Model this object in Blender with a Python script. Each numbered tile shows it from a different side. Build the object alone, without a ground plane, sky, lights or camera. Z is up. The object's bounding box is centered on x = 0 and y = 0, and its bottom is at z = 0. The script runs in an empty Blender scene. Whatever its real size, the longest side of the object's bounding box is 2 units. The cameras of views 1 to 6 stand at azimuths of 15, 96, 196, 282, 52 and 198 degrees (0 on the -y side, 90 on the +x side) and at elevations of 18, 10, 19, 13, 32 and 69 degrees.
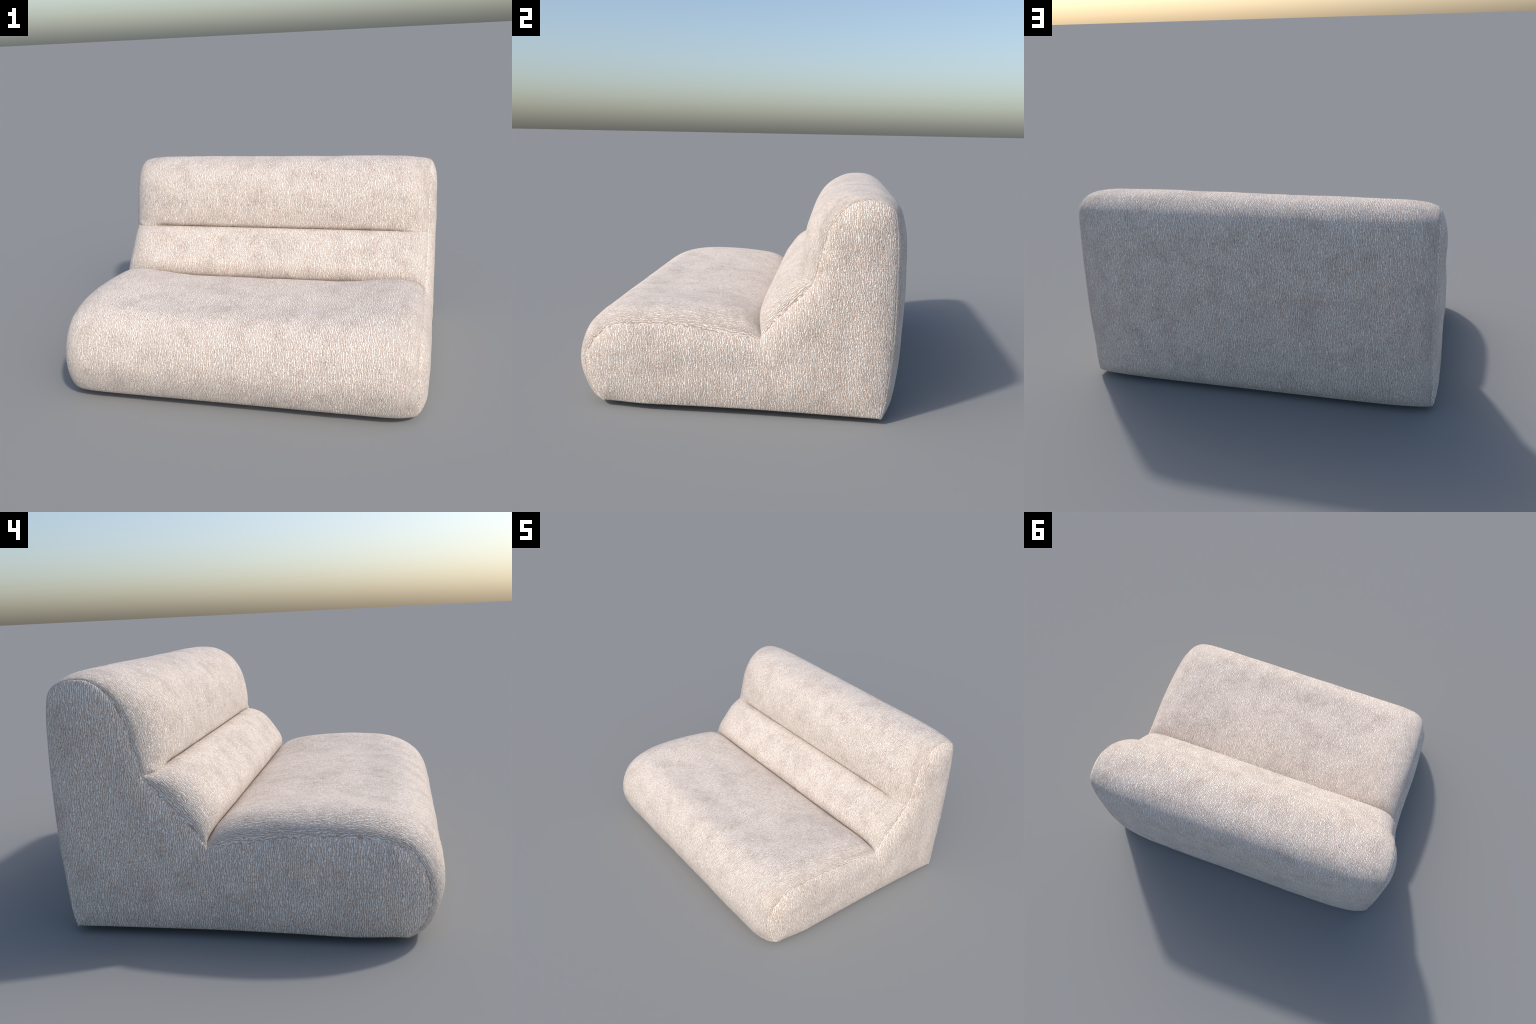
"""Armless upholstered sofa: one soft wrap (seat, lumbar roll, backrest, underside)
closed by two bulging side panels.  The wrap is a loft between the profile at the
side seams and the fuller profile of the padded middle."""
import bpy, math
import numpy as np
from mathutils import noise, Vector

# ------------------------------------------------------------------ profiles
# Every row: (y, z) at the side seam, (y, z) in the padded middle.
SEAT = [
    ((-.665, .028), (-.718, .027)), ((-.692, .048), (-.756, .050)),
    ((-.732, .105), (-.795, .120)), ((-.756, .195), (-.820, .215)),
    ((-.745, .283), (-.808, .310)), ((-.697, .360), (-.766, .405)),
    ((-.632, .410), (-.690, .468)), ((-.535, .433), (-.585, .510)),
    ((-.370, .439), (-.420, .530)), ((-.200, .430), (-.210, .527)),
    ((-.030, .405), (-.020, .508)), (( .060, .394), ( .060, .480)),
    (( .100, .390), ( .105, .440)), (( .112, .388), ( .135, .405)),
]
LUMBAR = [
    ((.112, .388), (.135, .405)), ((.128, .410), (.104, .448)),
    ((.180, .475), (.100, .508)), ((.268, .567), (.140, .580)),
    ((.325, .625), (.198, .651)), ((.355, .660), (.272, .690)),
    ((.366, .680), (.330, .691)),
]
BACKREST = [
    ((.366, .680), (.330, .691)), ((.369, .702), (.306, .710)),
    ((.380, .742), (.296, .755)), ((.401, .810), (.298, .828)),
    ((.422, .895), (.319, .925)), ((.471, .998), (.379, 1.020)),
    ((.538, 1.057), (.488, 1.084)), ((.598, 1.072), (.580, 1.098)),
    ((.667, 1.061), (.680, 1.086)), ((.720, 1.023), (.763, 1.028)),
    ((.740, .909), (.803, .920)), ((.748, .686), (.818, .700)),
    ((.747, .410), (.810, .420)), ((.730, .200), (.798, .200)),
    ((.712, .070), (.776, .080)), ((.703, .027), (.742, .027)),
]
UNDERSIDE = [
    ((.703, .027), (.742, .027)), ((.560, .027), (.560, .028)),
    ((.000, .034), (.000, .028)), ((-.540, .029), (-.540, .028)),
    ((-.665, .028), (-.718, .027)),
]
STEP = 0.009          # target edge length of the loft
NX = 241              # rows across the width (odd: one row on the centre line)
# How late the padding rolls down to the side seam, along each strip (fraction, power)
ROLL = {
    "seat": ((0, .9, 1), (17, 17, 14)),
    "lumbar_cushion": ((0, .15, .75, 1), (14, 20, 18, 10)),
    "backrest": ((0, .20, .32, .45, 1), (10, 10, 13, 7, 7)),
    "underside": ((0, 1), (7, 17)),
}


def catmull(points, counts):
    """Centripetal Catmull-Rom through points; counts[i] steps on segment i."""
    P = [np.array(p, float) for p in points]
    P = [2 * P[0] - P[1]] + P + [2 * P[-1] - P[-2]]
    out = []
    for i, n in enumerate(counts):
        p0, p1, p2, p3 = P[i:i + 4]
        t0 = 0.0
        t1 = t0 + max(np.linalg.norm(p1 - p0), 1e-4) ** .5
        t2 = t1 + max(np.linalg.norm(p2 - p1), 1e-4) ** .5
        t3 = t2 + max(np.linalg.norm(p3 - p2), 1e-4) ** .5
        for k in range(n):
            t = t1 + (t2 - t1) * k / n
            a1 = (t1 - t) / (t1 - t0) * p0 + (t - t0) / (t1 - t0) * p1
            a2 = (t2 - t) / (t2 - t1) * p1 + (t - t1) / (t2 - t1) * p2
            a3 = (t3 - t) / (t3 - t2) * p2 + (t - t2) / (t3 - t2) * p3
            b1 = (t2 - t) / (t2 - t0) * a1 + (t - t0) / (t2 - t0) * a2
            b2 = (t3 - t) / (t3 - t1) * a2 + (t - t1) / (t3 - t1) * a3
            out.append((t2 - t) / (t2 - t1) * b1 + (t - t1) / (t2 - t1) * b2)
    out.append(P[-2])
    return np.array(out)


def chain(rows):
    seam = [r[0] for r in rows]
    mid = [r[1] for r in rows]
    counts = []
    for i in range(len(rows) - 1):
        l = max(math.dist(mid[i], mid[i + 1]), math.dist(seam[i], seam[i + 1]))
        counts.append(max(2, round(l / STEP)))
    return catmull(seam, counts), catmull(mid, counts)


def seam_x(y, z):
    """Half width at the side seam: widest along the back edge, narrowest in front."""
    base = np.interp(y, [-.75, -.45, .10, .55, .70], [.938, .955, .953, .956, .963])
    return base + .012 * smooth(.26, .03, z) * smooth(-.66, -.45, y)


def smooth(a, b, v):
    t = np.clip((np.asarray(v, float) - a) / (b - a), 0, 1)
    return t * t * (3 - 2 * t)


def fbm(p, sx, sy, sz, octaves=2):
    v = 0.0
    amp = 1.0
    q = Vector((p[0] * sx, p[1] * sy, p[2] * sz))
    for _ in range(octaves):
        v += amp * noise.noise(q)
        q = q * 2.03 + Vector((3.1, 7.7, 1.3))
        amp *= .5
    return v


# ------------------------------------------------------------------ side seam
GROOVE, GROOVE_WIDTH = .0032, .0040


def seam_loop():
    """The closed seam curve, where each strip starts in it, and the vector by
    which the stitching pulls it into the padding."""
    parts = [chain(r)[0][:-1] for r in (SEAT, LUMBAR, BACKREST, UNDERSIDE)]
    starts = np.cumsum([0] + [len(p) for p in parts])
    loop = np.vstack(parts)
    t = np.roll(loop, -2, axis=0) - np.roll(loop, 2, axis=0)
    t /= np.linalg.norm(t, axis=1, keepdims=True)
    inward = np.stack([t[:, 1], -t[:, 0]], 1)      # loop runs clockwise seen from +x
    pull = np.column_stack([np.full(len(loop), -.7), inward]) * GROOVE
    return loop, starts, pull


LOOP, STARTS, PULL = seam_loop()


# ------------------------------------------------------------------ the wrap
def loft_strip(index, name, rows):
    """Grid (NX, n, 3) of one strip of the wrap."""
    seam, mid = chain(rows)
    # rows crowd towards the seams, where the padding rolls over
    s = np.linspace(-1, 1, NX)
    u = np.sign(s) * (1 - (1 - np.abs(s)) ** 1.55)
    arc = np.r_[0, np.cumsum(np.linalg.norm(np.diff(mid, axis=0), axis=1))]
    power = np.interp(arc / arc[-1], *ROLL[name])
    w = (1 - np.abs(u)[:, None] ** power[None, :]) ** .72
    g = np.empty((NX, len(seam), 3))
    xs = seam_x(seam[:, 0], seam[:, 1])
    pull = PULL[np.arange(STARTS[index], STARTS[index] + len(seam)) % len(LOOP)]
    for i in range(NX):
        yz = seam + w[i][:, None] * (mid - seam)
        g[i, :, 0] = u[i] * xs
        g[i, :, 1:] = yz
        k = np.exp(-(1 - abs(u[i])) * .955 / GROOVE_WIDTH)
        g[i, :, 0] += np.sign(u[i]) * pull[:, 0] * k
        g[i, :, 1:] += pull[:, 1:] * k
    return g


def soften(name, g):
    """Sag of the sat-on seat and the lumps and drawn folds of the padding."""
    x, y, z = g[..., 0], g[..., 1], g[..., 2]
    if name == "seat":
        mid = 1 - smooth(.42, .88, np.abs(x))
        depth = (.036 + .006 * smooth(-.15, .05, y)) * smooth(-.72, -.45, y)
        g[..., 2] -= depth * mid * smooth(.395, .51, z)
    if name in ("lumbar_cushion", "backrest"):
        # the fold between the back rolls closes up towards both ends
        fold = g[:, -1:, :] if name == "lumbar_cushion" else g[:, :1, :]
        away = np.linalg.norm(g[..., 1:] - fold[..., 1:], axis=2)
        ends = smooth(.70, .88, np.abs(x)) * (1 - smooth(.90, .955, np.abs(x)))
        g[..., 1] -= .022 * ends * np.exp(-(away / .022) ** 2)
    # surface normals of the grid
    du = np.gradient(g, axis=0)
    dv = np.gradient(g, axis=1)
    n = np.cross(du, dv)
    n /= np.maximum(np.linalg.norm(n, axis=2, keepdims=True), 1e-9)
    fade = (1 - np.abs(np.linspace(-1, 1, NX)) ** 10)[:, None]
    edge = np.ones(g.shape[1])
    k = 9
    ramp = smooth(0, k, np.arange(g.shape[1]).astype(float))
    edge = np.minimum(ramp, ramp[::-1])[None, :]
    lump = np.empty(g.shape[:2])
    for i in range(g.shape[0]):
        for j in range(g.shape[1]):
            p = g[i, j]
            lump[i, j] = (.0022 * fbm(p, 5, 5, 5, 2)
                          + .0012 * noise.noise(Vector((p[0] * 17, p[1] * 5, p[2] * 5))))
    return n, lump * fade * edge


def grid_faces(nx, ny, flip):
    a = np.arange(nx * ny).reshape(nx, ny)
    q = np.stack([a[:-1, :-1], a[1:, :-1], a[1:, 1:], a[:-1, 1:]], -1).reshape(-1, 4)
    return q[:, ::-1] if flip else q


def make_mesh(name, verts, faces, mat):
    me = bpy.data.meshes.new(name)
    me.from_pydata([tuple(v) for v in verts], [], [tuple(int(i) for i in f) for f in faces])
    me.update()
    me.polygons.foreach_set("use_smooth", [True] * len(me.polygons))
    me.materials.append(mat)
    ob = bpy.data.objects.new(name, me)
    bpy.context.scene.collection.objects.link(ob)
    return ob


# ------------------------------------------------------------------ fabric
def fabric(name, axis, fine, roll, across=130):
    """Crinkled cream chenille.  axis: 1 for the object axis that
    runs across the ribs; across: ribs per metre, roughly."""
    m = bpy.data.materials.new(name)
    m.use_nodes = True
    nt = m.node_tree
    nt.nodes.clear()
    N = nt.nodes.new
    L = nt.links.new
    out = N("ShaderNodeOutputMaterial")
    bs = N("ShaderNodeBsdfPrincipled")
    L(bs.outputs[0], out.inputs[0])
    tc = N("ShaderNodeTexCoord")

    def noise_tex(scale, detail, rough, vec):
        t = N("ShaderNodeTexNoise")
        t.inputs["Scale"].default_value = scale
        t.inputs["Detail"].default_value = detail
        t.inputs["Roughness"].default_value = rough
        L(vec, t.inputs["Vector"])
        return t

    def math_node(op, a, b=None, clamp=False):
        t = N("ShaderNodeMath")
        t.operation = op
        t.use_clamp = clamp
        for i, v in enumerate((a, b)):
            if v is None:
                continue
            if isinstance(v, (int, float)):
                t.inputs[i].default_value = v
            else:
                L(v, t.inputs[i])
        return t.outputs[0]

    def mix(fac, a, b, blend='MIX'):
        t = N("ShaderNodeMix")
        t.data_type = 'RGBA'
        t.blend_type = blend
        for sock, v in ((t.inputs[0], fac), (t.inputs[6], a), (t.inputs[7], b)):
            if isinstance(v, (int, float)):
                sock.default_value = v
            elif isinstance(v, tuple):
                sock.default_value = (*v, 1)
            else:
                L(v, sock)
        return t.outputs[2]

    def ramp(v, stops):
        t = N("ShaderNodeValToRGB")
        e = t.color_ramp.elements
        while len(e) < len(stops):
            e.new(.5)
        for el, (p, c) in zip(e, stops):
            el.position = p
            el.color = (c, c, c, 1)
        L(v, t.inputs[0])
        return t.outputs[0]

    obj = tc.outputs["Object"]
    # follow the cloth where it rolls over the end of the padding: the distance
    # across the ribs grows faster than x close to the side seam
    sep = N("ShaderNodeSeparateXYZ")
    L(obj, sep.inputs[0])
    com = N("ShaderNodeCombineXYZ")
    if roll:
        def ramp_y(y0, y1, v0, v1):
            t = N("ShaderNodeMapRange")
            L(sep.outputs[1], t.inputs[0])
            for k, val in enumerate((y0, y1, v0, v1)):
                t.inputs[k + 1].default_value = val
            return t.outputs[0]
        half = math_node('ADD', ramp_y(-.75, -.45, .938, .954), ramp_y(.55, .70, 0, .009))
        u = math_node('MINIMUM', math_node('DIVIDE', math_node('ABSOLUTE', sep.outputs[0]), half), 1.0)
        drop = math_node('POWER', math_node('SUBTRACT', 1.0, math_node('POWER', u, 13)), .72)
        px = math_node('MULTIPLY', math_node('SIGN', sep.outputs[0]),
                       math_node('MULTIPLY', math_node('SUBTRACT', 1.0, drop), .10))
        L(math_node('ADD', sep.outputs[0], px), com.inputs[0])
    else:
        L(sep.outputs[0], com.inputs[0])
    L(sep.outputs[1], com.inputs[1])
    L(sep.outputs[2], com.inputs[2])
    obj = com.outputs[0]
    def mapped(scale, vec):
        t = N("ShaderNodeMapping")
        t.inputs["Scale"].default_value = scale
        L(vec, t.inputs["Vector"])
        return t.outputs[0]

    # ribs of the pile: wandering stripes, about `across` per metre, broken
    # into short lengths by a net of finer cracks
    def scaled(wide, long):
        return mapped(tuple(wide if a else long for a in axis), obj)

    drift = noise_tex(1.0, 2.0, .55, scaled(64, 33))
    pos = N("ShaderNodeSeparateXYZ")
    L(obj, pos.inputs[0])
    phase = math_node('MULTIPLY', pos.outputs[axis.index(1)], across)
    phase = math_node('ADD', phase, math_node('MULTIPLY', drift.outputs["Fac"], 2.9))
    rib = math_node('ABSOLUTE', math_node('SINE', math_node('MULTIPLY', phase, math.pi)))
    rib = ramp(rib, [(0.0, .0), (.28, .14), (.58, .60), (.84, .95), (1.0, 1.0)])
    brk = noise_tex(1.0, 1.0, .5, scaled(80, 112))
    brk = math_node('ABSOLUTE', math_node('SUBTRACT', brk.outputs["Fac"], .5))
    brk = ramp(math_node('DIVIDE', brk, .10), [(0.0, 0.0), (.4, .65), (1.0, 1.0)])
    cell = math_node('MULTIPLY', rib, math_node('ADD', math_node('MULTIPLY', brk, .72), .28))

    mp2 = N("ShaderNodeMapping")
    mp2.inputs["Scale"].default_value = fine
    L(obj, mp2.inputs["Vector"])
    yarn = noise_tex(1.0, 3, .6, mp2.outputs[0])

    h = math_node('ADD', cell, math_node('MULTIPLY', yarn.outputs["Fac"], .30))

    bump = N("ShaderNodeBump")
    bump.inputs["Strength"].default_value = 1.0
    bump.inputs["Distance"].default_value = .0025
    L(h, bump.inputs["Height"])
    L(bump.outputs[0], bs.inputs["Normal"])

    # colour: brown-grey between the ribs, cream on them
    tint = mix(ramp(math_node('DIVIDE', h, 1.3), [(.16, 0.0), (.42, .48), (.72, 1.0)]),
               (.53, .378, .286), (.985, .905, .82))
    # broad soft patches, a little greyer
    patch = noise_tex(7.5, 5, .66, obj)
    pm = ramp(patch.outputs["Fac"], [(.46, 0.0), (.70, 1.0)])
    col = mix(math_node('MULTIPLY', pm, .75), tint, (.76, .74, .735), 'MULTIPLY')
    L(col, bs.inputs["Base Color"])
    bs.inputs["Roughness"].default_value = .92
    bs.inputs["Specular IOR Level"].default_value = .18
    bs.inputs["Sheen Weight"].default_value = .2
    bs.inputs["Sheen Roughness"].default_value = .5
    return m


wrap_cloth = fabric("ribbed_chenille_wrap", (1, 0, 0), (420, 140, 140), True)
side_cloth = fabric("ribbed_chenille_side", (0, 1, 0), (140, 420, 140), False)


# ------------------------------------------------------------------ build
root = bpy.data.objects.new("armless_sofa", None)
bpy.context.scene.collection.objects.link(root)
root["label"] = "low armless sofa in crinkled cream chenille with padded rolls"
root["category"] = "sofa"


def add(ob):
    ob.parent = root
    return ob


strips = {}
for index, (name, rows) in enumerate((("seat", SEAT), ("lumbar_cushion", LUMBAR),
                   ("backrest", BACKREST), ("underside", UNDERSIDE))):
    g = loft_strip(index, name, rows)
    n, lump = soften(name, g)
    strips[name] = (g, n, lump)

for name, (g, n, lump) in strips.items():
    # the loop runs clockwise seen from +x: d/dx cross d/ds points outwards or not
    v = g + n * lump[..., None]
    add(make_mesh(name, v.reshape(-1, 3), grid_faces(NX, g.shape[1], False), wrap_cloth))


# ------------------------------------------------------------------ side panels
def resample(c, t):
    d = np.r_[0, np.cumsum(np.linalg.norm(np.diff(c, axis=0), axis=1))]
    t = t * d[-1]
    return np.stack([np.interp(t, d, c[:, 0]), np.interp(t, d, c[:, 1])], 1)


def crowd(n):
    """0..1, denser towards both ends."""
    t = np.linspace(-1, 1, n)
    return .5 + .5 * np.sign(t) * (1 - (1 - np.abs(t)) ** 1.7)


def side_panel(sign):
    # four-sided patch: front edge, top edge, back edge and the underside edge
    chains = len(LOOP[:STARTS[3] + 1])
    loop = LOOP[:chains]
    f = int(np.argmin(np.linalg.norm(loop - np.array([-.697, .36]), axis=1)))
    b = int(np.argmin(np.linalg.norm(loop - np.array([.720, 1.023]), axis=1)))
    nv, nu = 150, 330
    v = crowd(nv)
    front, back = resample(loop[:f + 1], v), resample(loop[b:][::-1], v)
    # columns stand about upright; a few crowd at both ends
    order = crowd(nu) * .35 + np.linspace(0, 1, nu) * .65
    top = resample(loop[f:b + 1], order)
    uy = (top[:, 0] - top[0, 0]) / (top[-1, 0] - top[0, 0])
    under = np.vstack([LOOP[STARTS[3]:], LOOP[:1]])[::-1]
    bot = np.stack([front[0, 0] + (back[0, 0] - front[0, 0]) * uy, np.zeros(nu)], 1)
    bot[:, 1] = np.interp(bot[:, 0], under[:, 0], under[:, 1])
    P = np.empty((nu, nv, 2))
    for i in range(nu):
        a = uy[i]
        ruled = (1 - v)[:, None] * bot[i] + v[:, None] * top[i]
        lr = (1 - a) * front + a * back
        cor = ((1 - v)[:, None] * ((1 - a) * front[0] + a * back[0])
               + v[:, None] * ((1 - a) * front[-1] + a * back[-1]))
        P[i] = ruled + lr - cor
    pts = P.reshape(-1, 2)
    # distance to the seam, and the pull of the nearest piece of seam
    A = LOOP[::2]
    ab = np.roll(A, -1, axis=0) - A
    l2 = np.maximum((ab ** 2).sum(1), 1e-12)
    d = np.full(len(pts), 9.0)
    near = np.zeros(len(pts), int)
    for k in range(len(A)):
        t = np.clip(((pts - A[k]) @ ab[k]) / l2[k], 0, 1)
        q = np.linalg.norm(pts - A[k] - t[:, None] * ab[k], axis=1)
        near = np.where(q < d, (2 * k + np.round(2 * t).astype(int)) % len(LOOP), near)
        d = np.minimum(d, q)
    r = np.clip(d / .17, 0, 1)
    edge = seam_x(pts[:, 0], pts[:, 1])
    full = .997 - .010 * smooth(-.22, -.62, pts[:, 0])       # slimmer towards the front
    full -= .011 * np.exp(-((pts[:, 0] - .02) / .22) ** 2 - ((pts[:, 1] - .25) / .17) ** 2)
    x = edge + (full - edge) * (1 - (1 - r) ** 2.7)
    for i in range(len(pts)):
        q = Vector((pts[i, 0] + sign * 3, pts[i, 1], sign))
        x[i] += min(1, d[i] / .06) * (.003 * noise.noise(q * 5) + .002 * noise.noise(q * 13))
    k = np.exp(-d / GROOVE_WIDTH)[:, None]
    V = np.column_stack([np.minimum(x, 1.0), pts]) + PULL[near] * k
    V[:, 0] *= sign
    return make_mesh("side_panel", V, grid_faces(nu, nv, sign < 0), side_cloth)


add(side_panel(1))
add(side_panel(-1))


# ------------------------------------------------------------------ feet
def foot_material():
    m = bpy.data.materials.new("black_glide")
    m.use_nodes = True
    bs = m.node_tree.nodes["Principled BSDF"]
    t = m.node_tree.nodes.new("ShaderNodeTexNoise")
    t.inputs["Scale"].default_value = 60
    r = m.node_tree.nodes.new("ShaderNodeValToRGB")
    r.color_ramp.elements[0].color = (.012, .012, .012, 1)
    r.color_ramp.elements[1].color = (.03, .03, .03, 1)
    m.node_tree.links.new(t.outputs["Fac"], r.inputs[0])
    m.node_tree.links.new(r.outputs[0], bs.inputs["Base Color"])
    bs.inputs["Roughness"].default_value = .6
    return m


def foot_mesh(radius, height, n=40):
    prof = [(radius * .92, 0.0), (radius, .003), (radius, height)]
    verts = [(0, 0, 0)]
    for r, z in prof:
        verts += [(r * math.cos(2 * math.pi * k / n), r * math.sin(2 * math.pi * k / n), z)
                  for k in range(n)]
    faces = [(0, 1 + (k + 1) % n, 1 + k) for k in range(n)]
    for ring in range(2):
        o = 1 + ring * n
        faces += [(o + k, o + (k + 1) % n, o + n + (k + 1) % n, o + n + k) for k in range(n)]
    me = bpy.data.meshes.new("foot")
    me.from_pydata(verts, [], faces)
    me.materials.append(foot_material())
    return me


glide = foot_mesh(.035, .034)
for fx in (-.6, .6):
    for fy in (-.33, .38):
        ob = bpy.data.objects.new("foot", glide)
        ob.location = (fx, fy, 0)
        bpy.context.scene.collection.objects.link(ob)
        add(ob)
